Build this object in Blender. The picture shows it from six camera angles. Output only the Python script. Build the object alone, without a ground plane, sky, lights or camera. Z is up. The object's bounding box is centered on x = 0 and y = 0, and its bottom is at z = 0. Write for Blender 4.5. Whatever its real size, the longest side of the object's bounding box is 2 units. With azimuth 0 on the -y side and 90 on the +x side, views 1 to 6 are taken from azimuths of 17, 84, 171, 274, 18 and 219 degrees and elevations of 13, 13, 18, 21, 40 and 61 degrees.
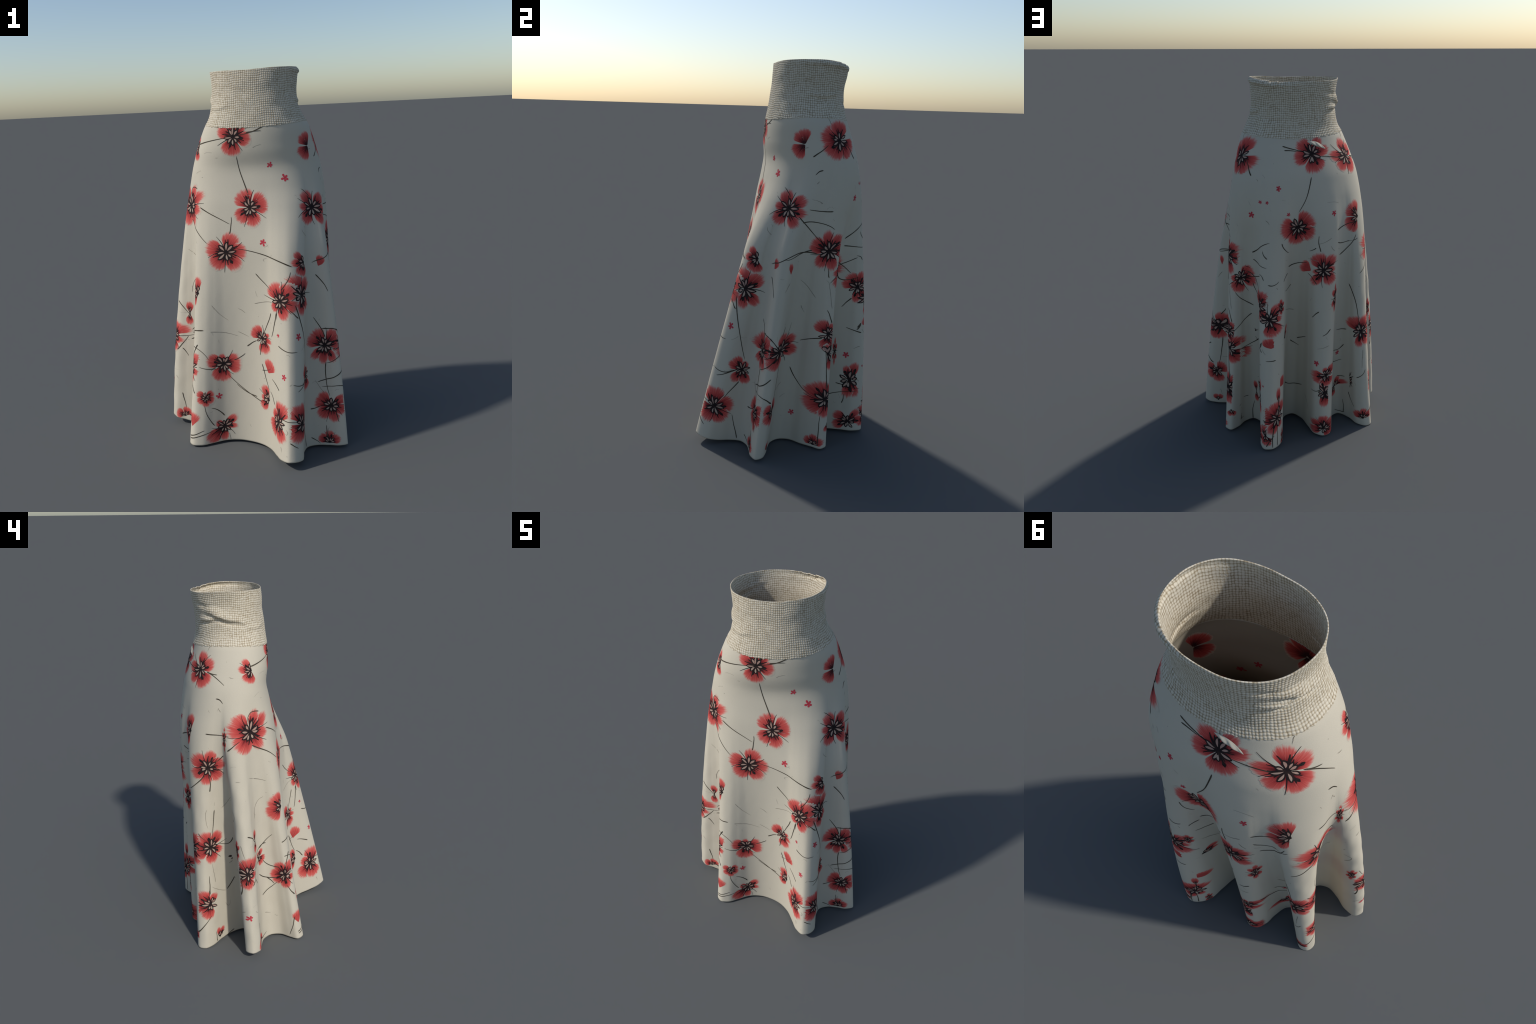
# ---------- shape of the skirt (numpy only) ----------
import numpy as np
TAU = 2 * np.pi

def spline(x, y, q):
    """Natural-ish cubic (finite-difference Hermite) interpolation, monotone limited."""
    x = np.asarray(x, float); y = np.asarray(y, float); q = np.clip(q, x[0], x[-1])
    h = np.diff(x); d = np.diff(y) / h
    m = np.zeros_like(y)
    m[1:-1] = np.where(d[1:] * d[:-1] > 0, 2 * d[1:] * d[:-1] / (d[1:] + d[:-1] + 1e-12), 0)
    m[0], m[-1] = d[0], d[-1]
    i = np.clip(np.searchsorted(x, q) - 1, 0, len(h) - 1)
    t = (q - x[i]) / h[i]
    return ((1 + 2 * t) * (1 - t) ** 2 * y[i] + t * (1 - t) ** 2 * h[i] * m[i]
            + t * t * (3 - 2 * t) * y[i + 1] + t * t * (t - 1) * h[i] * m[i + 1])

# hem outline, walked anticlockwise seen from above: place, x, y, height,
# and the angle (deg) on the hips from which the cloth hangs down to it
HEM = [
    ("panel", -0.131, -0.240, .012, 252), ("panel", -0.060, -0.222, .012, 260), ("panel", 0.008, -0.227, .012, 268),
    ("panel", 0.075, -0.250, .014, 277), ("flank", 0.136, -0.297, .018, 287), ("flank", 0.190, -0.372, .025, 293),
    ("flank", 0.230, -0.432, .038, 299), ("crest", 0.277, -0.464, .048, 306), ("flank", 0.312, -0.446, .045, 312),
    ("flank", 0.333, -0.405, .035, 317), ("flank", 0.328, -0.350, .022, 321), ("valley", 0.316, -0.280, .014, 322.5),
    ("valley", 0.326, -0.226, .012, 325), ("flank", 0.368, -0.197, .012, 328), ("flank", 0.430, -0.188, .014, 331),
    ("flank", 0.490, -0.184, .016, 333.5), ("crest", 0.528, -0.160, .016, 337.5), ("flank", 0.510, -0.128, .012, 342),
    ("flank", 0.455, -0.102, .008, 346), ("flank", 0.390, -0.086, .008, 350), ("flank", 0.335, -0.062, .008, 354),
    ("valley", 0.305, -0.015, .008, 358.5), ("valley", 0.312, 0.035, .008, 363.5), ("flank", 0.358, 0.092, .008, 367),
    ("flank", 0.396, 0.142, .010, 371), ("crest", 0.426, 0.192, .010, 377), ("flank", 0.400, 0.226, .010, 386),
    ("flank", 0.350, 0.200, .012, 393), ("flank", 0.300, 0.150, .016, 398), ("valley", 0.255, 0.135, .018, 402),
    ("valley", 0.220, 0.170, .018, 406), ("flank", 0.212, 0.250, .016, 409.5), ("flank", 0.226, 0.330, .015, 413),
    ("flank", 0.245, 0.400, .015, 416), ("crest", 0.230, 0.456, .014, 420), ("crest", 0.190, 0.463, .014, 425),
    ("flank", 0.150, 0.436, .014, 430), ("flank", 0.122, 0.390, .014, 434), ("flank", 0.110, 0.310, .016, 437),
    ("flank", 0.095, 0.220, .018, 439.5), ("valley", 0.060, 0.135, .018, 443), ("valley", 0.020, 0.120, .018, 447),
    ("flank", -0.025, 0.170, .018, 451), ("flank", -0.052, 0.260, .014, 455), ("flank", -0.080, 0.342, .010, 460),
    ("crest", -0.120, 0.366, .008, 466), ("crest", -0.160, 0.352, .008, 472), ("flank", -0.182, 0.310, .008, 477),
    ("flank", -0.192, 0.240, .010, 480.5), ("valley", -0.212, 0.178, .012, 484), ("valley", -0.258, 0.150, .012, 488),
    ("flank", -0.315, 0.198, .008, 491.5), ("flank", -0.352, 0.268, .003, 495), ("crest", -0.394, 0.293, .001, 500),
    ("crest", -0.428, 0.280, .000, 507), ("flank", -0.440, 0.240, .001, 514), ("flank", -0.412, 0.200, .004, 520),
    ("flank", -0.345, 0.152, .010, 525.5), ("flank", -0.285, 0.098, .014, 529), ("valley", -0.256, 0.040, .016, 532),
    ("valley", -0.262, -0.010, .018, 534.5), ("flank", -0.312, -0.040, .020, 536.5), ("flank", -0.380, -0.028, .026, 538.5),
    ("flank", -0.450, 0.000, .034, 541.5), ("crest", -0.512, -0.004, .042, 547), ("crest", -0.532, -0.040, .044, 554),
    ("flank", -0.500, -0.078, .040, 560), ("flank", -0.430, -0.084, .028, 565), ("flank", -0.350, -0.098, .018, 569),
    ("valley", -0.300, -0.140, .012, 573), ("valley", -0.292, -0.190, .010, 577), ("flank", -0.316, -0.250, .008, 581.5),
    ("crest", -0.330, -0.292, .008, 586), ("crest", -0.300, -0.322, .008, 591), ("flank", -0.252, -0.318, .008, 598),
    ("flank", -0.195, -0.282, .010, 605),
]
# upper body: height, centre x, centre y, half width, half depth, skew of the depth across the width
BODY = np.array([
    (0.85, .005, .121, .381, .288, .000), (1.05, .005, .122, .380, .286, .000), (1.20, .003, .128, .377, .274, .030), (1.30, .004, .134, .371, .264, .066),
    (1.40, .005, .137, .359, .247, .102), (1.50, .007, .133, .341, .233, .120), (1.60, .013, .118, .312, .221, .118),
    (1.70, .021, .105, .277, .203, .099), (1.76, .022, .101, .244, .191, .082), (1.82, .019, .103, .226, .185, .068),
    (1.88, .018, .109, .220, .183, .060), (1.94, .019, .116, .223, .187, .058), (2.00, .019, .123, .233, .188, .057)])
# how far each pleat bellies out between hip and hem: angle (deg), bow (m)
BOW = np.array([(306, .012), (324, .003), (337, .016), (1, -.01), (17, -.007), (44, -.01), (62, .018), (85, -.01), (108, -.006),
                (126, -.01), (148, -.006), (173, -.01), (192, .020), (214, -.01), (229, -.009), (264, -.01)])
SQUARE = 2.25        # roundness of the upper sections, 2 = ellipse
FALL = 1.56          # height at which the pleats start to leave the hips

def ring(a, z):
    """Point of the upper body at angle a (rad) and height z."""
    B = BODY
    cx, cy, rx, ry, k = (spline(B[:, 0], B[:, j], z) for j in range(1, 6))
    c, s = np.cos(a), np.sin(a)
    f = (np.abs(c) ** SQUARE + np.abs(s) ** SQUARE) ** (-1 / SQUARE)
    return cx + rx * f * c, cy + ry * f * s + k * rx * f * c

def around(a, table):
    """Smooth periodic look-up of a (degrees, value) table at angle a (rad)."""
    d = np.degrees(a) % 360
    x = np.array(table)[:, 0] % 360; y = np.array(table)[:, 1]
    o = np.argsort(x); x, y = x[o], y[o]
    x = np.concatenate([x[-2:] - 360, x, x[:2] + 360]); y = np.concatenate([y[-2:], y, y[:2]])
    return spline(x, y, d)

def hem(n=720):
    """Smooth closed hem curve with n stations: x, y, z and the angle on the hips each hangs from."""
    P = np.array([h[1:4] for h in HEM]); K = len(P)
    Q = np.vstack([P[-2:], P, P[:3]])
    seg = np.concatenate([[0], np.cumsum(np.linalg.norm(np.diff(np.vstack([P, P[:1]])[:, :2], axis=0), axis=1))])
    out = []
    u = np.arange(n) / n * seg[-1]
    i = np.clip(np.searchsorted(seg, u, side='right') - 1, 0, K - 1); t = ((u - seg[i]) / (seg[i + 1] - seg[i]))[:, None]
    p0, p1, p2, p3 = Q[i + 1], Q[i + 2], Q[i + 3], Q[i + 4]
    d1 = np.linalg.norm((p1 - p0)[:, :2], axis=1)[:, None]; d2 = np.linalg.norm((p2 - p1)[:, :2], axis=1)[:, None]; d3 = np.linalg.norm((p3 - p2)[:, :2], axis=1)[:, None]
    m1 = d2 * ((p1 - p0) / d1 - (p2 - p0) / (d1 + d2) + (p2 - p1) / d2)
    m2 = d2 * ((p2 - p1) / d2 - (p3 - p1) / (d2 + d3) + (p3 - p2) / d3)
    H = (2*t**3-3*t**2+1)*p1 + (t**3-2*t**2+t)*m1 + (-2*t**3+3*t**2)*p2 + (t**3-t**2)*m2
    return H, u / seg[-1], seg[:-1] / seg[-1]

def hang(H, frac, kf):
    """Hip angle (rad) of every hem station."""
    d = np.array([h[4] for h in HEM], float)
    x = np.concatenate([kf[-3:] - 1, kf, kf[:3] + 1]); y = np.concatenate([d[-3:] - 360, d, d[:3] + 360])
    return np.radians(spline(x, y, frac))

def seam(a):
    """Height of the lower edge of the waistband round the hips."""
    return 1.713 + .0098 * np.cos(2 * a) + .001 * np.sin(a)

def skirt_surface(n=720, m=240, H=None):
    H, frac, kf = hem(n) if H is None else H
    a = hang(H, frac, kf)
    t = np.linspace(0, 1, m)[:, None]
    top = seam(a)[None] + .007
    z = top + (H[None, :, 2] - top) * t
    w = np.clip((FALL - z) / (FALL - H[None, :, 2]), 0, None)
    e = .24                                     # soft start of the fall
    ws = np.where(w < e, w * w / (2 * e), w - e / 2) / (1 - e / 2)
    X0, Y0 = ring(a[None, :] + 0 * z, np.maximum(z, BODY[0, 0]))
    b = around(a, BOW)[None, :] * 4 * ws * (1 - ws)
    X = X0 + (H[None, :, 0] - X0) * ws + b * np.cos(a)
    Y = Y0 + (H[None, :, 1] - Y0) * ws + b * np.sin(a)
    dent = .008 * np.exp(-((z - 1.49) / .06) ** 2) * np.exp(-((np.degrees(a) % 360 - 272) / 34) ** 2)[None]
    return np.stack([X, Y + dent, z], -1), a
# flower print: direction it faces (deg), across (mm), height (mm), radius (mm), squash across, petals as "angle*length"
FLOWERS = [
    ("155 255 350 50 100", 277, -58, 1659, 94, 1), ("118 228", 313, 269, 1593, 73, 1.1, "bare"),
    ("125 22 285 222", 278, 17, 1297, 96, 1), ("165 68 5 305 228", 277, -118, 1064, 105, 1.1),
    ("130 175 250", 319, 87, 1017, 71, 1.1), ("122 52 338 290 228*.7", 263, 240, 835, 94, 1.1),
    ("140 35*.7 350*.8 285*1.1", 262, 126, 614, 73, 1.1), ("160 255 3 100*.6", 290, -198, 451, 95, 1),
    ("150 30 270 210 330", 291, -311, 273, 52, 1), ("40 0*.8 150*.6 218*1.4 265*.9", 295, -227, 97, 90, 1),
    ("120 228 175*.7", 252, 207, 289, 78, 1.1), ("140 35 225 300 262", 278, 388, 559, 99, 1),
    ("150 30 225 285 340", 276, 423, 234, 89, 1), ("90 150 30", 275, 416, 31, 65, 1),
    ("160 60", 279, -448, 55, 53, 1.1), ("60", 289, 329, 978, 59, 0.71, "bare"),
    ("155 85 320 235", 11, 172, 1615, 93, 1.1), ("35 225 300 345*.9 170*.75 110*.9", 329, 165, 1278, 99, 1.1),
    ("158 95 50 0 235 285", 357, 214, 1074, 100, 1), ("100 42 262 305", 344, -121, 859, 104, 1.1),
    ("130 230 285 60*.6", 1, -230, 421, 81, 1), ("95 5 300 215", 351, -312, 222, 101, 1),
    ("175 240 30 335 75*.9", 358, -27, 564, 95, 1.1), ("125 265 60*.7 330*.6", 6, 167, 639, 82, 1.1),
    ("125 215 285 30", 13, 111, 285, 100, 1.1), ("150 90 30", 334, 316, 27, 56, 1.1),
    ("140 50 265 300", 0, 387, 847, 84, 1.1), ("150 50 10 200", 346, 422, 71, 91, 1),
    ("90 270 40*.9 220*.9 140*.9 320*.9", 357, 296, 481, 78, 0.2), ("90", 38, -248, 957, 56, 0.47, "bare"),
    ("135 195 285 15 62", 92, 31, 1627, 90, 1.1), ("42 328 262 180", 90, -36, 1261, 95, 1),
    ("125 225", 106, 206, 1287, 84, 1.1), ("115 50 235 305 190*.6 0*.7", 86, 127, 1025, 98, 1),
    ("45 345 255 190*.6", 86, -308, 961, 88, 1), ("50 288 0*.7 150*.7", 84, -150, 781, 100, 1),
    ("90 270 40*.9 220*.9 140*.9 320*.9", 124, -338, 840, 44, 0.74), ("52 310 100*.6", 51, -170, 531, 90, 1.1),
    ("42 5*.8", 126, -305, 645, 73, 1.1), ("150", 61, 211, 1018, 63, 1.1, "bare"),
    ("110", 30, 294, 618, 59, 1, "bare"), ("125 60 265 300", 85, 366, 618, 98, 1),
    ("150 40 280 210", 76, -459, 241, 76, 1), ("90 260", 127, -378, 275, 100, 0.32),
    ("95 270", 47, -56, 223, 69, 0.39), ("75 105*.8 290 265", 24, 243, 318, 102, 1),
    ("195 100*.7 285 45", 92, 117, 397, 70, 1.1), ("30 70 240", 108, 151, 226, 67, 1.1),
    ("95 55 290 265", 40, 363, 287, 88, 0.89), ("165 85 245 295*.7", 110, -299, 197, 99, 1.1),
    ("150 90 30 200 320", 83, 165, 59, 77, 1), ("110 270", 26, 312, 101, 62, 1),
    ("150 90 40", 74, 444, 53, 64, 1), ("90 270 40*.9 220*.9 140*.9 320*.9", 149, -404, 48, 58, 0.47),
    ("40", 116, -309, 376, 63, 1.1, "bare"), ("60 120", 79, -461, 29, 46, 1),
    ("300 250", 81, -354, 143, 45, 1), ("85 30 300 225 175", 156, -119, 1602, 88, 1.1),
    ("170 122 250", 204, -80, 1604, 64, 1.1), ("150 70 35*1.1 350*.9 305 235", 209, -139, 1293, 116, 1.1),
    ("140 75 20 318 260 208", 192, -270, 1099, 96, 1), ("125 215", 217, -12, 839, 82, 1.1),
    ("110 55 275 190 330*.8", 205, -338, 631, 98, 1.1), ("130 195 255 60*.7", 206, -362, 280, 94, 1.1),
    ("75 160 260 330*.6", 196, -119, 529, 88, 1.1), ("90 265", 251, -342, 677, 65, 0.66),
    ("50 320 90*.6", 223, -190, 553, 57, 1.1), ("65 125 275 200 330*.7", 184, 192, 428, 85, 1),
    ("80 225 290 150*.7", 201, 418, 220, 106, 1.1), ("70", 212, 285, 434, 76, 1.1, "bare"),
    ("60 100", 216, -346, 35, 62, 1.1), ("90", 226, -16, 107, 77, 0.81, "bare"),
    ("90 270 40*.9 220*.9 140*.9 320*.9", 152, -222, 851, 81, 0.47), ("90 270 40*.9 220*.9 140*.9 320*.9", 125, 343, 654, 61, 0.47),
    ("90 270 40*.9 220*.9 140*.9 320*.9", 148, 106, 1260, 66, 0.27),
]
# small five-petalled blossoms: facing (deg), across (mm), height (mm), radius (mm)
BLOSSOMS = [
    (286, 111, 1509, 16), (293, 171, 1439, 21), (267, 118, 1121, 19), (245, 307, 661, 11), (315, 14, 656, 18), (252, 339, 461, 16),
    (39, 91, 1328, 18), (348, 389, 463, 19), (340, 151, 172, 17), (85, -103, 1467, 15), (65, -54, 1398, 10), (72, -69, 1396, 10),
    (108, 38, 1325, 15), (100, -154, 1334, 11), (56, 264, 471, 18), (49, 113, 398, 7), (216, -281, 267, 19), (298, -254, 271, 18),
    (106, 159, 457, 15),
]
# stems: kind, facing (deg), start across, start height, end across, end height, bow (all mm)
STEMS = [
    ("stem", 284, 92, 1709, -45, 1667, 7), ("stem", 283, 78, 1685, 1, 1679, -2), ("stem", 282, -55, 1561, 1, 1369, -7), ("stem", 269, -262, 1622, -82, 1656, 3),
    ("stem", 276, -262, 1294, -89, 1212, 0), ("stem", 261, -317, 1219, -176, 1107, -1), ("stem", 279, -88, 1250, -100, 1161, 4), ("stem", 271, -44, 1084, 263, 1006, 14),
    ("hair", 311, 181, 1140, 154, 1179, 3), ("stem", 270, 65, 958, 162, 874, -1), ("stem", 284, 200, 981, 146, 891, 7), ("hair", 269, 57, 796, 177, 824, 3),
    ("stem", 299, 160, 878, 108, 838, 4), ("stem", 296, 111, 796, 157, 748, 1), ("stem", 263, 182, 762, 127, 640, 4), ("stem", 258, 239, 772, 208, 640, 4),
    ("stem", 282, 316, 711, 378, 602, 5), ("stem", 278, 393, 469, 411, 285, -11), ("stem", 284, 329, 935, 394, 843, 6), ("hair", 286, -248, 633, -99, 608, 6),
    ("hair", 276, -68, 633, -6, 608, 1), ("stem", 271, -1, 556, 56, 596, 2), ("stem", 266, 94, 520, 105, 576, 0), ("hair", 288, -239, 778, -152, 693, -6),
    ("hair", 277, -65, 761, -26, 739, 3), ("stem", 271, 197, 610, 299, 585, -6), ("stem", 289, -330, 440, -237, 428, -4), ("stem", 279, -107, 472, -43, 514, -5),
    ("stem", 275, -378, 527, -230, 483, 36), ("stem", 278, -141, 395, 54, 257, -19), ("stem", 275, -83, 335, 31, 281, -12), ("stem", 261, 125, 474, 173, 345, -1),
    ("stem", 253, 232, 415, 302, 383, 4), ("stem", 253, 218, 341, 259, 289, 5), ("stem", 295, -331, 231, -282, 108, -11), ("stem", 296, -296, 210, -228, 157, 9),
    ("stem", 282, -380, 51, -294, 90, 1), ("stem", 287, -399, 38, -261, 78, 5), ("stem", 276, 183, 248, 264, 242, 3), ("stem", 292, 94, 144, 136, 111, 1),
    ("hair", 253, 332, 103, 339, 79, 3), ("stem", 288, 260, 218, 308, 227, -4), ("stem", 282, 425, 196, 439, 145, 0), ("stem", 277, 394, 125, 402, 53, -3),
    ("hair", 277, 408, 117, 403, 78, -3), ("stem", 289, 252, 59, 303, 21, 2), ("hair", 283, 313, 372, 362, 301, -2), ("stem", 275, -454, 740, -385, 673, 2),
    ("stem", 279, -477, 451, -398, 542, -2), ("stem", 280, -440, 467, -405, 423, 4), ("stem", 282, -457, 195, -438, 105, 1), ("hair", 271, -357, 803, -288, 921, 16),
    ("hair", 289, -188, 55, -183, 12, 3), ("stem", 268, -365, 582, -226, 641, 15), ("stem", 352, 147, 1534, 221, 1592, -2), ("stem", 18, 174, 1600, 221, 1525, 0),
    ("hair", 1, 172, 1725, 185, 1694, 0), ("stem", 353, 133, 1280, 253, 1272, -4), ("stem", 359, 43, 1246, 187, 1091, -2), ("stem", 5, 274, 1115, 384, 1191, -5),
    ("stem", 0, 296, 1076, 410, 1059, 1), ("hair", 343, 149, 1572, 169, 1577, 2), ("stem", 351, 169, 1448, 205, 1471, 5), ("hair", 353, 165, 1406, 176, 1419, -2),
    ("stem", 338, 82, 1378, 119, 1333, 4), ("stem", 5, -117, 998, 107, 1056, 30), ("stem", 355, 230, 988, 234, 936, -2), ("stem", 0, 254, 1003, 348, 924, 1),
    ("hair", 344, 156, 918, 236, 828, 3), ("hair", 17, -152, 871, -119, 913, 0), ("hair", 349, 135, 780, 154, 742, -3), ("hair", 6, 161, 914, 186, 772, 0),
    ("stem", 351, -211, 813, -158, 476, -6), ("stem", 340, 24, 648, 93, 610, 15), ("stem", 338, 194, 586, 314, 618, 4), ("stem", 3, 180, 578, 196, 337, -1),
    ("stem", 340, 137, 435, 283, 290, -30), ("stem", 344, -17, 464, 64, 528, -1), ("stem", 356, -334, 388, -227, 424, -1), ("stem", 351, -317, 428, -219, 418, -12),
    ("stem", 3, -338, 264, -255, 353, 1), ("stem", 344, -48, 360, 49, 433, 0), ("stem", 345, -48, 335, 42, 298, 22), ("stem", 358, -263, 165, -234, 25, 0),
    ("stem", 348, 267, 195, 262, 36, -3), ("stem", 346, 345, 297, 476, 266, -1), ("stem", 350, 373, 621, 459, 590, 1), ("hair", 356, 400, 501, 436, 514, 2),
    ("hair", 355, 417, 335, 447, 309, 1), ("stem", 353, 333, 737, 385, 787, 1), ("stem", 7, 150, 768, 181, 694, 3), ("hair", 29, -254, 348, -184, 357, -5),
    ("hair", 10, -82, 267, -47, 280, 2), ("hair", 16, -71, 690, -96, 612, 0), ("stem", 27, -189, 681, -220, 637, 3), ("stem", 345, 387, 177, 395, 233, -3),
    ("hair", 3, 414, 138, 433, 168, 3), ("stem", 86, -86, 1670, 27, 1639, -1), ("stem", 86, -76, 1649, -15, 1643, 2), ("stem", 97, 46, 1615, 199, 1592, 2),
    ("stem", 86, 59, 1516, -5, 1342, 11), ("hair", 74, -140, 1511, -132, 1501, 0), ("stem", 92, 166, 1232, 293, 1261, 8), ("stem", 81, 246, 1088, 336, 1191, -14),
    ("stem", 80, 139, 1213, 151, 1127, -5), ("hair", 88, 87, 1170, 157, 1197, -5), ("stem", 90, -82, 1045, 18, 1062, 1), ("stem", 102, -205, 1185, -158, 1126, -8),
    ("stem", 71, 146, 1129, 183, 1149, -2), ("hair", 96, 100, 1154, 124, 1124, -3), ("hair", 69, 149, 1087, 207, 1076, 0), ("stem", 63, -385, 1032, -228, 1095, -6),
    ("stem", 48, -249, 1215, -128, 1181, 18), ("hair", 75, -97, 1307, -77, 1285, 2), ("stem", 68, -62, 1145, -34, 1106, -5), ("stem", 60, -123, 966, -15, 1009, -8),
    ("stem", 93, -369, 875, -268, 795, -10), ("stem", 98, -415, 626, -292, 744, 0), ("stem", 91, -207, 969, -149, 985, -10), ("stem", 57, 4, 1018, 37, 991, 7),
    ("stem", 56, -67, 936, 22, 902, -31), ("stem", 64, 175, 1002, 225, 944, 5), ("stem", 112, -255, 976, -216, 1011, 6), ("stem", 114, -250, 917, -184, 931, -7),
    ("stem", 65, 194, 745, 234, 786, 2), ("stem", 70, 350, 905, 411, 661, 13), ("stem", 78, -414, 482, -446, 292, 5), ("stem", 83, -305, 523, -183, 646, -31),
    ("stem", 88, -202, 547, -148, 547, 0), ("stem", 84, 211, 500, 287, 511, -29), ("hair", 65, -33, 611, -12, 585, -1), ("stem", 81, -50, 334, 56, 264, -49),
    ("stem", 63, 195, 293, 274, 333, -18), ("stem", 54, 130, 218, 121, 22, -3), ("hair", 47, 185, 220, 225, 137, 5), ("stem", 83, -239, 18, -228, 150, 6),
    ("stem", 110, -382, 51, -376, 133, -3), ("stem", 99, -343, 194, -282, 184, 3), ("hair", 81, -433, 68, -444, 111, 0), ("stem", 51, 371, 192, 419, 112, -5),
    ("stem", 61, 337, 36, 332, 126, -3), ("stem", 74, 271, 46, 332, 35, -8), ("stem", 87, -196, 31, -152, 95, 5), ("stem", 107, -279, 23, -278, 167, 0),
    ("stem", 106, -376, 56, -306, 81, -3), ("stem", 46, 117, 254, -44, 172, -18), ("stem", 79, 379, 317, 429, 372, -9), ("stem", 75, 278, 290, 327, 292, -2),
    ("hair", 84, 389, 501, 387, 385, 0), ("stem", 80, -9, 566, 42, 527, -5), ("stem", 59, 110, 574, 173, 603, 0), ("stem", 95, 240, 405, 147, 449, 23),
    ("hair", 84, 117, 560, 182, 577, -1), ("stem", 79, 256, 615, 314, 614, -3), ("stem", 92, 92, 640, 138, 675, -4), ("hair", 107, -202, 807, -115, 765, -4),
    ("hair", 167, -140, 1694, -127, 1718, 2), ("stem", 176, -177, 1596, -82, 1537, 7), ("stem", 173, -162, 1596, -103, 1587, -2), ("hair", 184, -99, 1577, -77, 1573, -2),
    ("stem", 180, -146, 1471, -112, 1447, 7), ("hair", 179, -131, 1424, -118, 1404, 1), ("stem", 184, -228, 1287, -107, 1281, -2), ("stem", 203, -121, 1338, -45, 1390, 31),
    ("stem", 182, -102, 1204, -38, 1255, 2), ("stem", 188, -223, 1118, -162, 1168, -5), ("stem", 188, -218, 1101, -160, 1060, 1), ("stem", 161, -273, 1164, -189, 1170, -13),
    ("hair", 215, -196, 1046, -163, 1032, 0), ("hair", 194, -41, 1031, 33, 1004, -1), ("hair", 187, -97, 1045, -73, 1044, 0), ("stem", 170, -244, 967, -151, 1058, -4),
    ("stem", 196, -286, 1056, -285, 961, 4), ("stem", 203, -297, 850, -315, 663, -2), ("stem", 192, -221, 636, -140, 679, -38), ("stem", 178, -250, 718, -212, 681, -4),
    ("hair", 207, -344, 528, -326, 404, 1), ("hair", 185, -164, 853, -110, 935, -8), ("hair", 156, 98, 879, 107, 807, 23), ("hair", 192, -286, 859, -281, 747, -10),
    ("hair", 180, -24, 694, 16, 576, 0), ("stem", 191, 5, 607, 81, 678, 0), ("stem", 185, 60, 524, 155, 472, -19), ("stem", 193, -12, 451, 100, 399, -21),
    ("stem", 189, 59, 407, 106, 358, 1), ("stem", 195, -198, 323, -149, 502, -28), ("stem", 201, -336, 457, -337, 340, 0), ("stem", 192, -364, 99, -282, 203, 1),
    ("hair", 209, -360, 385, -263, 318, -6), ("stem", 197, 114, 445, 142, 561, 4), ("stem", 193, 8, 304, 100, 370, -5), ("stem", 192, 157, 360, 203, 291, -1),
    ("stem", 176, 267, 25, 294, 154, -4), ("stem", 207, -291, 10, -207, 32, -5), ("hair", 157, 170, 281, 198, 301, 3), ("hair", 214, -226, 294, -207, 278, 0),
    ("hair", 201, -25, 183, 15, 162, 1), ("hair", 182, 144, 148, 163, 143, -3), ("stem", 211, -354, 84, -349, 15, -2), ("stem", 215, -170, 69, -101, 54, -15),
    ("hair", 204, -249, 236, -213, 242, -32),
]
# ---------- Blender side ----------
import bpy, math, random
from mathutils import Vector, Matrix
from mathutils.bvhtree import BVHTree

def grid_normals(P):
    du = np.roll(P, -1, 1) - np.roll(P, 1, 1)
    dv = np.gradient(P, axis=0)
    n = np.cross(dv, du); n /= np.linalg.norm(n, axis=2, keepdims=True) + 1e-12
    if (n[..., :2] * (P[..., :2] - P[..., :2].mean((0, 1)))).sum() < 0: n = -n
    return n

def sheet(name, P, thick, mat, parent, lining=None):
    """Closed tube of cloth: outer grid P (rows downward, columns round), inner skin, both edges bound."""
    m, n = P.shape[:2]
    N = grid_normals(P)
    V = np.concatenate([P.reshape(-1, 3), (P - N * thick).reshape(-1, 3)])
    i, j = np.meshgrid(np.arange(m - 1), np.arange(n), indexing='ij'); jn = (j + 1) % n
    q = np.stack([i * n + j, (i + 1) * n + j, (i + 1) * n + jn, i * n + jn], -1).reshape(-1, 4)
    o = m * n
    qi = q[:, ::-1] + o
    j = np.arange(n); jn = (j + 1) % n
    top = np.stack([j, jn, jn + o, j + o], -1)
    r = (m - 1) * n
    bot = np.stack([r + jn, r + j, r + j + o, r + jn + o], -1)
    me = bpy.data.meshes.new(name)
    me.from_pydata(V.tolist(), [], np.concatenate([q, qi, top, bot]).tolist())
    me.polygons.foreach_set('use_smooth', np.ones(len(me.polygons), bool))
    me.materials.append(mat)
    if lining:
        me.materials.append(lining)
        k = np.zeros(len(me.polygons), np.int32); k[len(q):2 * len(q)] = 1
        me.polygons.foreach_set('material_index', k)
    me.update()
    ob = bpy.data.objects.new(name, me); bpy.context.scene.collection.objects.link(ob); ob.parent = parent
    return ob, BVHTree.FromPolygons(V[:o].tolist(), q.tolist())

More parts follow.
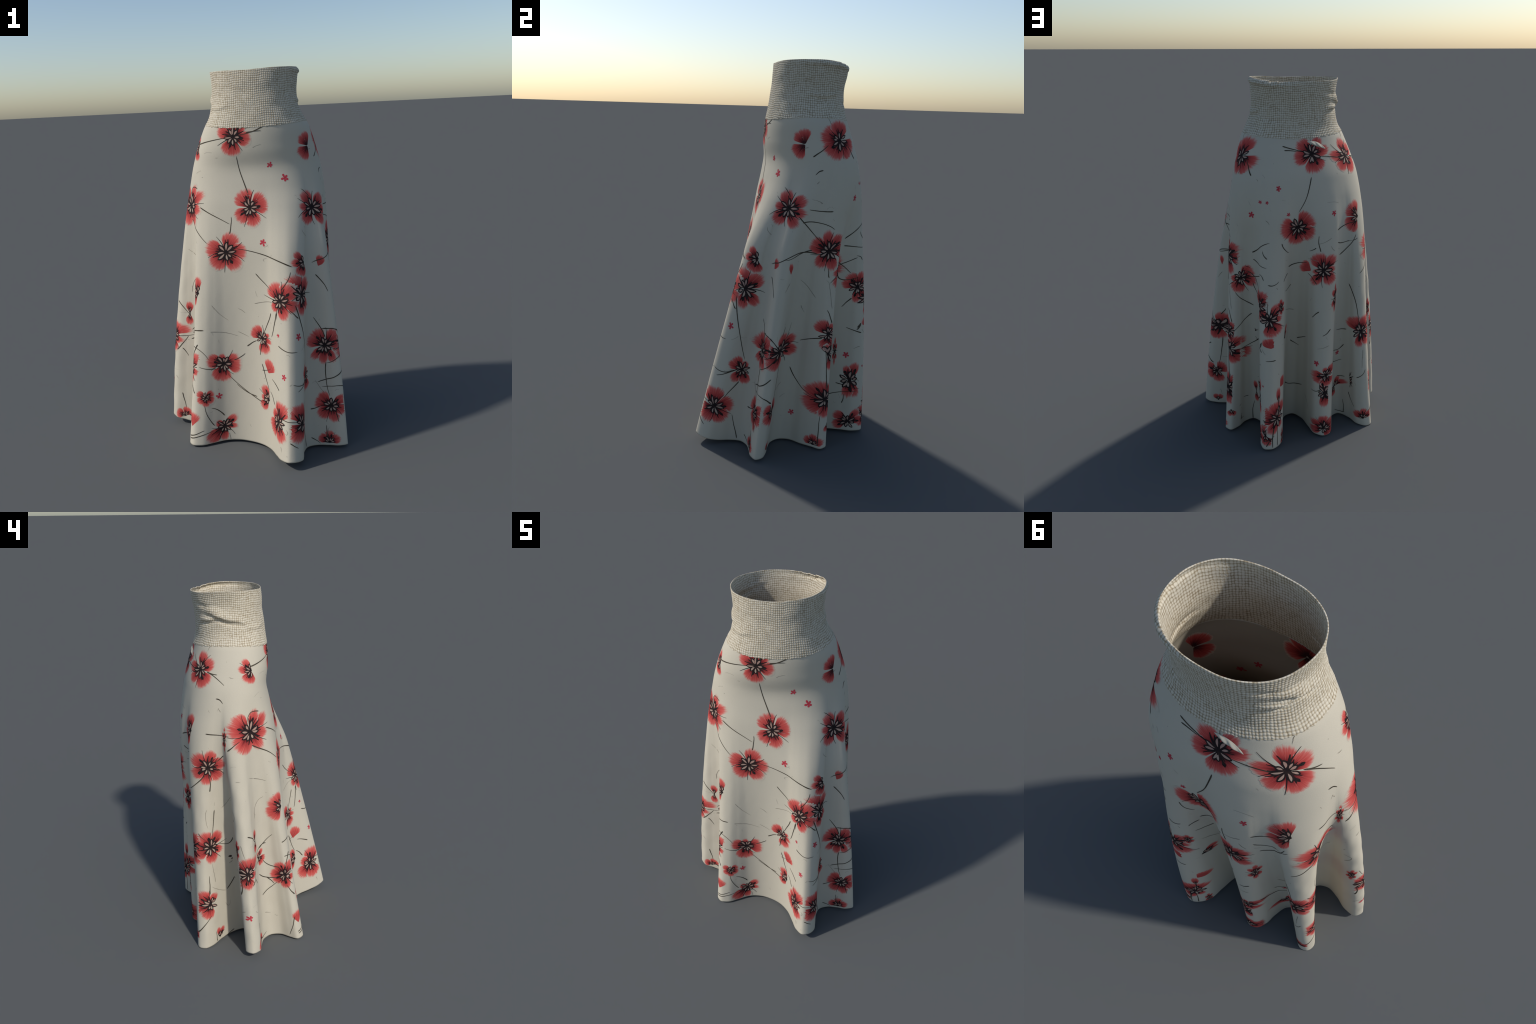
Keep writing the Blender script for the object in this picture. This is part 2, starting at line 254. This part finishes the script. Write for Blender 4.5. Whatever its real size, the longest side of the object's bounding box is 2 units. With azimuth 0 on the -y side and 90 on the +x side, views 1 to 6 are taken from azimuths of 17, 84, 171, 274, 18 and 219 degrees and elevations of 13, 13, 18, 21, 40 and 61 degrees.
class Nodes:
    """Small helper for building a material's node tree."""
    def __init__(s, name):
        s.mat = bpy.data.materials.new(name); s.mat.use_nodes = True
        s.t = s.mat.node_tree; s.bsdf = s.t.nodes['Principled BSDF']
    def add(s, kind, ins=None, **props):
        n = s.t.nodes.new('ShaderNode' + kind)
        for k, v in props.items(): setattr(n, k, v)
        for k, v in (ins or {}).items():
            if isinstance(v, bpy.types.NodeSocket): s.t.links.new(v, n.inputs[k])
            else: n.inputs[k].default_value = v
        return n
    def math(s, op, a, b=0.0, c=0.0, clamp=False):
        n = s.add('Math', {0: a, 1: b, 2: c}, operation=op); n.use_clamp = clamp
        return n.outputs[0]
    def mix(s, f, a, b, blend='MIX'):
        n = s.add('Mix', data_type='RGBA', blend_type=blend)
        for k, v in ((0, f), (6, a), (7, b)):
            if isinstance(v, bpy.types.NodeSocket): s.t.links.new(v, n.inputs[k])
            else: n.inputs[k].default_value = v if k == 0 else (*v, 1)
        return n.outputs[2]
    def ramp(s, f, stops):
        n = s.add('ValToRGB', {0: f}); e = n.color_ramp.elements
        while len(e) < len(stops): e.new(0.5)
        for el, (p, c) in zip(e, stops):
            el.position = p; el.color = (*c, 1) if len(c) == 3 else c
        return n.outputs[0]
    def out(s, color, rough=.85, normal=None):
        for k, v in (('Base Color', color), ('Roughness', rough), ('Normal', normal)):
            if v is None: continue
            if isinstance(v, bpy.types.NodeSocket): s.t.links.new(v, s.bsdf.inputs[k])
            else: s.bsdf.inputs[k].default_value = (*v, 1) if k == 'Base Color' else v
        s.bsdf.inputs['Specular IOR Level'].default_value = .2
        return s.mat

CLOTH = (.525, .478, .383)

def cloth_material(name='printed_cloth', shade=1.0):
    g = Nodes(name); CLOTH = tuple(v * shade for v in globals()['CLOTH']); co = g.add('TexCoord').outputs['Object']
    fine = g.add('TexNoise', {'Vector': co, 'Scale': 420.0, 'Detail': 3.0}).outputs[0]
    broad = g.add('TexNoise', {'Vector': co, 'Scale': 9.0, 'Detail': 4.0}).outputs[0]
    c = g.mix(g.ramp(fine, [(.3, (0, 0, 0)), (.7, (1, 1, 1))]), tuple(x * .95 for x in CLOTH), tuple(min(1, x * 1.04) for x in CLOTH))
    c = g.mix(g.math('MULTIPLY', broad, .12), c, (.46, .41, .32))
    b = g.add('Bump', {'Strength': .12, 'Distance': .002, 'Height': fine})
    return g.out(c, .9, b.outputs[0])

def clear():
    for o in list(bpy.data.objects): bpy.data.objects.remove(o)
# ---------- waistband ----------
STITCHES, ROW = 126, .0112         # woven cells round the band, height of one row
BCX, BCY, BA, BB = .019, .11, .226 ** .5, .19 ** .5
RIM = [(0, 2.0), (30, 1.993), (60, 1.981), (90, 1.984), (135, 1.983), (180, 1.993), (230, 1.993), (270, 1.99), (315, 1.998)]
# creases pressed into the band: from angle, height, to angle, height, how far it stands out, spread above, spread below
CREASES = [(146, 1.890, 207, 1.830, .0125, .034, .011), (130, 1.838, 174, 1.868, .008, .014, .010), (120, 1.925, 175, 1.915, -.004, .012, .012),
           (345, 1.828, 40, 1.835, .005, .012, .010), (200, 1.80, 250, 1.815, .003, .012, .010), (35, 1.80, 80, 1.79, -.003, .012, .014)]

def weave_height(psi, z):
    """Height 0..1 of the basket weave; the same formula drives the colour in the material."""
    c = STITCHES * psi / TAU + .14 * np.sin(psi * 7 + z * 20) + .05 * np.sin(psi * 31 + z * 57)
    r = z / ROW + .25 * np.sin(psi * 9 + 1) + .08 * np.sin(psi * 23 + z * 31)
    sc, sr = np.abs(np.sin(np.pi * c)), np.abs(np.sin(np.pi * r))
    par = np.mod(np.floor(c) + np.floor(r), 2)
    return np.where(par > .5, sc ** .9 * sr ** .65, sc ** .65 * sr ** .9)

def band_surface(n=STITCHES * 6, m=168):
    psi = np.arange(n)[None] / n * TAU
    u = np.linspace(1, 0, m)[:, None]
    z0 = seam(psi)
    jag = .0022 * np.sin(psi * 59) * np.sin(psi * 13 + 1)            # slightly uneven lower edge
    deg = np.degrees(psi)
    rim = around(psi[0], RIM)[None]
    w = np.clip(1 - np.abs((deg - 55) / 30), 0, 1)
    rim = rim + w * (.0022 * np.sin(psi * 26) + .0012 * np.sin(psi * 61 + 1))      # frayed, rolled part of the rim
    z = z0 + jag + (rim - z0 - jag) * u
    # the ring is asked at the ellipse angle that has this direction
    a = np.arctan2(np.sin(psi) * BB / .19, np.cos(psi) * BA / .226)
    X, Y = ring(a + 0 * z, z)
    px = np.arctan2((Y - BCY) / BB, (X - BCX) / BA)
    out = np.zeros_like(z)
    for a0, h0, a1, h1, h, up, dn in CREASES:
        span = (a1 - a0) % 360
        s = ((deg - a0) % 360) / span
        fade = np.where(s < 1, np.sin(np.pi * np.clip(s, 0, 1)) ** .8, 0)
        d = z - (h0 + (h1 - h0) * np.clip(s, 0, 1) + .004 * np.sin(s * 9))
        p = np.where(d > 0, np.exp(-(d / up) ** 2), np.exp(-(d / dn) ** 2))
        out = out + h * fade * (p - .45 * np.exp(-((d + 1.8 * dn) / (1.2 * dn)) ** 2))
    out = out + .0006 * np.sin(psi * 5 + z * 40) + .0004 * np.sin(psi * 11 - z * 55)
    lip = np.exp(-((((deg - 30 + 180) % 360) - 180) / 48) ** 2)
    t = np.clip((z - (rim - .030)) / .030, 0, 1)
    out = out + lip * (.009 * np.sin(np.pi * t) - .012 * t * t)
    out = out + .0017 + .0011 * (weave_height(px, z) - .6) * np.clip((1 - u) * 25, 0, 1)
    G = np.stack([X, Y, z], -1)
    G = G + grid_normals(G) * out[..., None] * np.array([1, 1, .6])
    return G

def weave_material():
    g = Nodes('woven_band'); M = g.math
    co = g.add('TexCoord').outputs['Object']; s = g.add('SeparateXYZ', {0: co}).outputs
    z = s[2]
    psi = M('ARCTAN2', M('DIVIDE', M('SUBTRACT', s[1], BCY), BB), M('DIVIDE', M('SUBTRACT', s[0], BCX), BA))
    psi = M('ADD', psi, M('MULTIPLY', M('LESS_THAN', psi, 0.0), TAU))
    def wave(kp, kz, ph, amp): return M('MULTIPLY', M('SINE', M('ADD', M('MULTIPLY_ADD', psi, kp, ph), M('MULTIPLY', z, kz))), amp)
    c = M('ADD', M('MULTIPLY_ADD', psi, STITCHES / TAU, 0), M('ADD', wave(7, 20, 0, .14), wave(31, 57, 0, .05)))
    r = M('ADD', M('MULTIPLY', z, 1 / ROW), M('ADD', wave(9, 0, 1, .25), wave(23, 31, 0, .08)))
    wob = g.add('SeparateColor', {0: g.add('TexNoise', {'Vector': co, 'Scale': 55.0, 'Detail': 1.0}).outputs['Color']}).outputs
    c = M('ADD', c, M('MULTIPLY', M('SUBTRACT', wob[0], .5), .55)); r = M('ADD', r, M('MULTIPLY', M('SUBTRACT', wob[1], .5), .5))
    sc = M('ABSOLUTE', M('SINE', M('MULTIPLY', c, math.pi))); sr = M('ABSOLUTE', M('SINE', M('MULTIPLY', r, math.pi)))
    fc, fr = M('FLOOR', c), M('FLOOR', r)
    par = M('MODULO', M('ADD', fc, fr), 2.0)
    h = M('ADD', M('MULTIPLY', M('ADD', sc, sr), .45), M('MULTIPLY', M('MULTIPLY', sc, sr), .35))
    h = M('SUBTRACT', h, M('MULTIPLY', par, .12))
    cell = g.add('CombineXYZ', {0: fc, 1: fr}).outputs[0]
    rnd = g.add('TexWhiteNoise', {'Vector': cell}, noise_dimensions='2D').outputs[0]
    broad = g.add('TexNoise', {'Vector': co, 'Scale': 26.0, 'Detail': 3.0}).outputs[0]
    fine = g.add('TexNoise', {'Vector': co, 'Scale': 600.0, 'Detail': 2.0}).outputs[0]
    mid = g.add('TexNoise', {'Vector': co, 'Scale': 75.0, 'Detail': 2.0}).outputs[0]
    k = M('ADD', h, M('MULTIPLY', M('SUBTRACT', broad, .5), .45))
    k = M('ADD', k, M('ADD', M('MULTIPLY', M('SUBTRACT', mid, .5), .5), M('MULTIPLY', M('SUBTRACT', rnd, .5), .30)))
    col = g.ramp(k, [(.05, (.25, .195, .120)), (.36, (.39, .325, .225)), (.62, (.51, .45, .345)), (1.0, (.635, .575, .46))])
    col = g.mix(M('MULTIPLY', rnd, .22), col, (.47, .43, .35))
    col = g.mix(M('MULTIPLY', g.ramp(broad, [(.55, (0, 0, 0)), (.75, (1, 1, 1))]), .25), col, (.42, .35, .23))
    b = g.add('Bump', {'Strength': .34, 'Distance': .002, 'Height': M('ADD', h, M('MULTIPLY', fine, .25))})
    return g.out(col, .92, b.outputs[0])

# ---------- the print ----------
FAN = math.radians(38)              # half opening of the unit petal

class Facing:
    """A side of the skirt the print is laid on from: turns flat (across, up) into points on the cloth."""
    def __init__(s, deg, tree):
        a = math.radians(deg)
        s.f = Vector((math.cos(a), math.sin(a), 0)); s.r = Vector((-math.sin(a), math.cos(a), 0)); s.tree = tree
        s.tall = 1.04
    def hit(s, x, y):
        p, n, i, d = s.tree.ray_cast(s.f * 3 + s.r * x + Vector((0, 0, y)), -s.f)
        return (p, n, d)
    def frame(s, x, y):
        p, n, d = s.hit(x, y)
        if p is None: p = s.r * x + Vector((0, 0, y)) + s.f * .3
        M = Matrix.Identity(4)
        for k in range(3): M[k][0], M[k][1], M[k][2], M[k][3] = s.r[k], (0, 0, 1)[k], s.f[k], p[k]
        return M

def lay(face, flat, quads, lift, inner=None, jump=.024, root=0):
    """Lay flat (across, up) points on the cloth; faces that fall over the edge of a fold are left out."""
    V, D, ok = [], [], []
    for x, y in flat:
        p, n, d = face.hit(x, y)
        if p is None or n.dot(face.f) < .16: V.append(Vector()); D.append(0); ok.append(False); continue
        V.append(p + n * lift if inner is None else p - n * inner); D.append(d); ok.append(True)
    Q = []
    for q in quads:
        if all(ok[i] for i in q):
            ds = [D[i] for i in q]
            if max(ds) - min(ds) < jump: Q.append(q)
    if root and Q:                      # keep only what hangs together with the inner end
        start = [q for q in Q if min(q) < root]
        if start:
            reach, todo = {i for q in start for i in q}, [q for q in Q if min(q) >= root]
            for _ in range(60):
                new = [q for q in todo if sum(i in reach for i in q) >= 2]
                if not new: break
                reach.update(i for q in new for i in q); start += new; todo = [q for q in todo if q not in set(new)]
            Q = start
    return V, Q

def grid_quads(m, n):
    return [(i * n + j, (i + 1) * n + j, (i + 1) * n + j + 1, i * n + j + 1) for i in range(m - 1) for j in range(n - 1)]

def petal_flat(rng, m=16, n=49):
    """Unit petal: a fan along +x with a rounded, hair-fringed end."""
    ph = np.linspace(-1, 1, n)
    rho = (1 - .34 * np.abs(ph) ** 2.8) * (1 + .035 * np.sin(ph * 3 + rng.uniform(0, 6)))
    rho = rho * (1 + rng.uniform(-.045, .030, n))
    t = np.linspace(.03, 1, m) ** .85
    th = ph * FAN * (1 - .25 * 0)
    R = rho[None] * t[:, None]
    return np.stack([R * np.cos(th), R * np.sin(th)], -1).reshape(-1, 2), grid_quads(m, n)

def ribbon_flat(pts, wid, n=3):
    """Flat tape along pts with half width wid at each point."""
    p = np.asarray(pts, float); d = np.gradient(p, axis=0); d /= np.linalg.norm(d, axis=1, keepdims=True) + 1e-9
    nn = np.stack([-d[:, 1], d[:, 0]], -1)
    k = np.linspace(-1, 1, n)
    return (p[:, None] + nn[:, None] * (np.asarray(wid)[:, None, None] * k[None, :, None])).reshape(-1, 2), grid_quads(len(p), n)

def arc(a, b, bow, m):
    a, b = np.asarray(a, float), np.asarray(b, float); t = np.linspace(0, 1, m)[:, None]
    d = b - a; nn = np.array([-d[1], d[0]]) / (np.hypot(*d) + 1e-9)
    return a + d * t + nn * (bow * 4 * t * (1 - t))

def put(name, V, Q, mats, M, parent, idx=None):
    if not Q: return None
    used = sorted({i for q in Q for i in q}); new = {o: k for k, o in enumerate(used)}
    I = M.inverted()
    me = bpy.data.meshes.new(name)
    me.from_pydata([tuple(I @ V[i]) for i in used], [], [tuple(new[i] for i in q) for q in Q])
    for m in mats: me.materials.append(m)
    if idx is not None: me.polygons.foreach_set('material_index', idx)
    me.polygons.foreach_set('use_smooth', np.ones(len(me.polygons), bool)); me.update()
    ob = bpy.data.objects.new(name, me); bpy.context.scene.collection.objects.link(ob)
    ob.parent = parent; ob.matrix_world = M
    return ob

def petal_material(name='red_petal_print', tip=0.0):
    g = Nodes(name); M = g.math
    co = g.add('TexCoord').outputs['Object']; s = g.add('SeparateXYZ', {0: co}).outputs
    r = M('SQRT', M('ADD', M('MULTIPLY', s[0], s[0]), M('MULTIPLY', s[1], s[1])))
    ph = M('DIVIDE', M('ARCTAN2', s[1], s[0]), FAN)
    rho = M('SUBTRACT', 1.0, M('MULTIPLY', M('POWER', M('ABSOLUTE', ph), 2.8), .34))
    t = M('DIVIDE', r, rho)
    rnd = g.add('ObjectInfo').outputs['Random']
    v = g.add('CombineXYZ', {0: M('MULTIPLY', ph, 13.0), 1: M('MULTIPLY', r, 1.6), 2: M('MULTIPLY', rnd, 90.0)}).outputs[0]
    hair = g.add('TexNoise', {'Vector': v, 'Scale': 1.0, 'Detail': 3.0, 'Roughness': .65}).outputs[0]
    v2 = g.add('CombineXYZ', {0: M('MULTIPLY', ph, 3.0), 1: M('MULTIPLY', r, 1.5), 2: M('MULTIPLY', rnd, 55.0)}).outputs[0]
    patch = g.add('TexNoise', {'Vector': v2, 'Scale': 1.0, 'Detail': 1.0}).outputs[0]
    tt = M('ADD', t, M('MULTIPLY', M('SUBTRACT', hair, .5), .42))
    tt = M('ADD', tt, M('MULTIPLY', M('SUBTRACT', patch, .5), .25))
    tt = M('MAXIMUM', tt, tip)
    col = g.ramp(tt, [(.20, (.035, .008, .010)), (.40, (.19, .020, .021)), (.57, (.39, .048, .044)), (.72, (.505, .076, .064)), (.88, (.55, .140, .118)), (1.0, (.575, .225, .19))])
    col = g.mix(g.ramp(hair, [(.55, (0, 0, 0)), (.8, (.55, .55, .55))]), col, (.64, .22, .17))
    fade = M('ADD', t, M('MULTIPLY', M('SUBTRACT', hair, .5), .32))
    col = g.mix(g.ramp(fade, [(.84, (0, 0, 0)), (1.08, (1, 1, 1))]), col, (.517, .470, .376))
    return g.out(col, .9)

def plain_material(name, c0, c1, scale=60.0):
    g = Nodes(name); co = g.add('TexCoord').outputs['Object']
    n = g.add('TexNoise', {'Vector': co, 'Scale': scale, 'Detail': 2.0}).outputs[0]
    return g.out(g.mix(g.ramp(n, [(.35, (0, 0, 0)), (.65, (1, 1, 1))]), c0, c1), .9)

def flower(face, x, y, R, squash, spec, bare, mats, parent, rng, inner=None):
    petal_m, ink_m, stamen_m, torn_m = mats
    if bare and ' ' not in spec: petal_m = torn_m
    spec = [(float(a.split('*')[0]), float((a.split('*') + ['1'])[1])) for a in spec.split()]
    frame = face.frame(x, y)
    sx, sy = squash, face.tall
    place = lambda F: [(x + R * px * sx, y + R * py * sy) for px, py in F]
    head = None
    if not bare and inner is None:
        V, Q, idx = [], [], []
        def add(F, q, m, lift):
            v, q = lay(face, place(F), q, lift)
            o = len(V); V.extend(v); Q.extend(tuple(i + o for i in a) for a in q); idx.extend([m] * len(q))
        def ray(a, r0, r1, w, bow=0.0, tip=False, m=0, lift=.0010, n=13):
            a = math.radians(a); c, s = math.cos(a), math.sin(a)
            p = arc((c * r0, s * r0), (c * r1, s * r1), bow, n); t = np.linspace(0, 1, n)
            wd = w * (1 - .75 * t) if not tip else w * (.45 + .9 * np.clip((t - .6) / .2, 0, 1) - 1.1 * np.clip((t - .86) / .14, 0, 1))
            add(*ribbon_flat(p, np.maximum(wd, .002)), m, lift)
        k = len(spec)
        add(*ribbon_flat(arc((-.07, .02), (.07, -.02), 0, 5), np.array([.03, .06, .07, .06, .03])), 0, .0010)
        angs = [a for a, _ in spec]
        for a, L in spec:                              # dark veins running out over each petal
            for d in rng.choice([-24, -9, 8, 24], 3, replace=False):
                ray(a + d + rng.uniform(-4, 4), .03, L * rng.uniform(.40, .66), rng.uniform(.044, .066), rng.uniform(-.04, .04))
            if rng.random() < .55: ray(a + rng.uniform(-15, 15), .05, L * rng.uniform(.55, .70), rng.uniform(.040, .055), rng.uniform(-.02, .02), True)
        if k >= 3:                                     # outlines between neighbouring petals
            for a, b in zip(sorted(angs), sorted(angs)[1:] + [sorted(angs)[0] + 360]):
                if 40 < b - a < 110 and rng.random() < .75:
                    ray((a + b) / 2 + rng.uniform(-5, 5), .05, rng.uniform(.75, 1.0), .026, rng.uniform(-.09, .09))
        m = 8 if k >= 4 else 2 * k
        for j in range(m):                             # pale stamens, each with a dark outline
            if k >= 4: a = j * 360 / m + rng.uniform(-12, 12) + angs[0] + 20
            else: a = angs[j // 2] + (-20 if j % 2 else 20) + rng.uniform(-8, 8)
            r0, r1 = rng.uniform(.09, .15), rng.uniform(.28, .47); w = rng.uniform(.034, .050)
            t = np.linspace(0, 1, 11); c, s = math.cos(math.radians(a)), math.sin(math.radians(a))
            prof = np.sin(np.pi * np.clip(t, .02, .98)) ** .7 * (.72 + .45 * t)
            b = rng.uniform(-.03, .03)
            add(*ribbon_flat(arc((c * (r0 - .04), s * (r0 - .04)), (c * (r1 + .06), s * (r1 + .06)), b, 11), prof * w * 2.3), 0, .0011)
            add(*ribbon_flat(arc((c * r0, s * r0), (c * r1, s * r1), b, 11), prof * w), 1, .0014)
        head = put('flower_print', V, Q, [ink_m, stamen_m], frame, parent, idx)
    order = sorted(spec, key=lambda p: -p[1])
    all_a = sorted(a % 360 for a, _ in spec)
    for n, (a, L) in enumerate(order):
        gaps = [min((a - b) % 360, (b - a) % 360) for b in all_a if abs((a - b) % 360) > 1]
        half = min(47, max(25, (min(gaps) if gaps else 80) * .62)) * (1 if L > .8 else .85)
        W = math.tan(math.radians(half)) / math.tan(FAN)
        F, q = petal_flat(rng)
        ca, sa = math.cos(math.radians(a)), math.sin(math.radians(a))
        F = [(ca * px * L - sa * py * W * L, sa * px * L + ca * py * W * L) for px, py in F]
        V, Q = lay(face, place(F), q, .0003 + .00006 * n, inner, root=49)
        # the petal's own axes: along it, across it, out of the cloth
        c1 = np.array([R * sx * ca * L, R * sy * sa * L]); l1 = np.hypot(*c1); l2 = R * R * sx * sy * L * L * W / l1
        loc = Matrix(((c1[0], -c1[1] * l2 / l1, 0, 0), (c1[1], c1[0] * l2 / l1, 0, 0), (0, 0, 1, 0), (0, 0, 0, 1)))
        put('petal' if inner is None else 'petal_seen_inside', V, Q, [petal_m], frame @ loc, parent)
    return head
clear()
root = bpy.data.objects.new('skirt', None); bpy.context.scene.collection.objects.link(root)
root['label'] = 'long flared cream skirt with red flower print and woven waistband'
root['category'] = 'skirt'
rng = np.random.default_rng(7)

THICK = .003
P, A = skirt_surface(800, 280)
U = np.linspace(0, 1, 280)[:, None]
crumple = .0009 * np.sin(A * 37 + U * 31) * np.sin(U * 43 + A * 3) + .0006 * np.sin(A * 17 - U * 67)
crumple = crumple * (.12 + np.exp(-((np.degrees(A) % 360 - 182) / 35) ** 2))     # most on the left side
P = P + grid_normals(P) * (crumple * np.clip(U * 3 - .6, 0, 1))[..., None] * np.array([1, 1, 0])
panel, tree = sheet('skirt_panel', P, THICK, cloth_material(), root, cloth_material('cloth_reverse', .72))  # inner skin: same cloth, base colour darkened for the dim light inside
band, _ = sheet('waistband', band_surface(), .004, weave_material(), root)

faces = {}
def face_at(deg):
    if deg not in faces: faces[deg] = Facing(deg, tree)
    return faces[deg]
petal_m, torn_m = petal_material(), petal_material('red_petal_fragment_print', .60)
ink_m = plain_material('dark_ink', (.012, .008, .009), (.030, .018, .016))
stamen_m = plain_material('pale_stamen_print', (.37, .22, .175), (.41, .30, .235), 9.0)
stem_m = plain_material('stem_print', (.042, .034, .024), (.080, .066, .046), 30.0)
hair_m = plain_material('fine_stem_print', (.17, .145, .11), (.27, .24, .19), 30.0)
red_m = plain_material('crimson_blossom_print', (.40, .020, .040), (.52, .070, .085), 300.0)

for spec, deg, x, y, R, squash, *bare in FLOWERS:
    f = face_at(deg)
    flower(f, x / 1000, y / 1000, R * 1.05 / 1000, squash, spec, bool(bare), (petal_m, ink_m, stamen_m, torn_m), panel, rng)
    if y > 1250 and not 140 < deg < 230:          # the print shows through on the inside of the hips
        flower(f, x / 1000, y / 1000, R * 1.05 / 1000, squash, spec, bool(bare), (petal_m, ink_m, stamen_m, torn_m), panel, rng, THICK + .0007)

for deg, x, y, R in BLOSSOMS:
    f = face_at(deg); x, y, R = x / 1000, y / 1000, R / 1000
    for inner in ((None, THICK + .0007) if y > 1.3 else (None,)):
        V, Q = [], []; a0 = rng.uniform(0, 72)
        for j in range(5):
            a = math.radians(a0 + j * 72 + rng.uniform(-9, 9)); L = R * rng.uniform(.8, 1.1)
            t = np.linspace(0, 1, 8)
            F, q = ribbon_flat(arc((x, y), (x + L * math.cos(a), y + L * math.sin(a)), 0, 8), R * (.12 + .26 * np.sin(np.pi * np.clip(t, 0, .97)) ** .8 * t))
            v, q = lay(f, F, q, .0005, inner); o = len(V); V += v; Q += [tuple(i + o for i in b) for b in q]
        put('blossom_print', V, Q, [red_m], f.frame(x, y), panel)

for kind, deg, x0, y0, x1, y1, bow in STEMS:
    f = face_at(deg); a, b = np.array([x0, y0]) / 1000, np.array([x1, y1]) / 1000
    L = np.hypot(*(b - a)) + 1e-6; m = max(6, int(L / .005))
    t = np.linspace(0, 1, m)
    w = rng.uniform(.0011, .0016) if kind == 'hair' else rng.uniform(.0025, .0033)
    flip = rng.random() < .5
    wd = w * (1 - .55 * (t if flip else 1 - t)) * np.clip(np.minimum(t, 1 - t) * 12 + .35, 0, 1)
    F, q = ribbon_flat(arc(a, b, bow / 1000 * 1.0, m) + np.stack([.0008 * np.sin(t * 9 + x0), 0 * t], -1), wd)
    V, Q = lay(f, F, q, .0008)
    put('stem_print', V, Q, [stem_m if kind == 'stem' else hair_m], f.frame(*((a + b) / 2)), panel)

# stray hairs and flecks of the drawing, scattered over the cloth
V, Q = [], []
for k in range(190):
    f = face_at((287, 353, 80, 184)[k % 4])
    x, y = rng.uniform(-.45, .45), rng.uniform(.05, 1.66)
    L, a = (rng.uniform(.006, .03), rng.uniform(-1.2, 2.2)) if k % 3 else (rng.uniform(.002, .004), 0)
    m = 6 if k % 3 else 4
    F, q = ribbon_flat(arc((x, y), (x + L * math.cos(a), y + L * math.sin(a)), L * rng.uniform(-.2, .2), m), np.full(m, rng.uniform(.0004, .0008) if k % 3 else L * .45))
    v, q = lay(f, F, q, .0004); o = len(V); V += v; Q += [tuple(i + o for i in b) for b in q]
ob = put('stray_hair_print', V, Q, [plain_material('faint_ink', (.26, .23, .18), (.36, .33, .27))], Matrix.Identity(4), panel)
ob['kind'] = 'stuff'

# small pinched fold of cloth under the back of the waistband
f = face_at(84)
PINCH = ((0.052, 1.688), (0.148, 1.648))
m, n = 40, 13
t = np.linspace(0, 1, m)
wd = .0115 * np.sin(np.pi * t) ** .8 * (1 - .35 * t) + .0006
F, q = ribbon_flat(arc(PINCH[0], PINCH[1], .006, m), wd, n)
V, Q = lay(f, F, q, .0016)
k = np.linspace(0, 1, n)
for i in range(m):
    for j in range(n):
        V[i * n + j] = V[i * n + j] + (f.f * .9 - Vector((0, 0, .25))) * float(.0065 * np.sin(np.pi * t[i]) * np.sin(np.pi * k[j]) ** .9 * (1 + .45 * np.sin(t[i] * 17 + k[j] * 6)))
put('pinched_fold', V, Q, [bpy.data.materials['printed_cloth']], f.frame(*((np.array(PINCH[0]) + PINCH[1]) / 2)), panel)
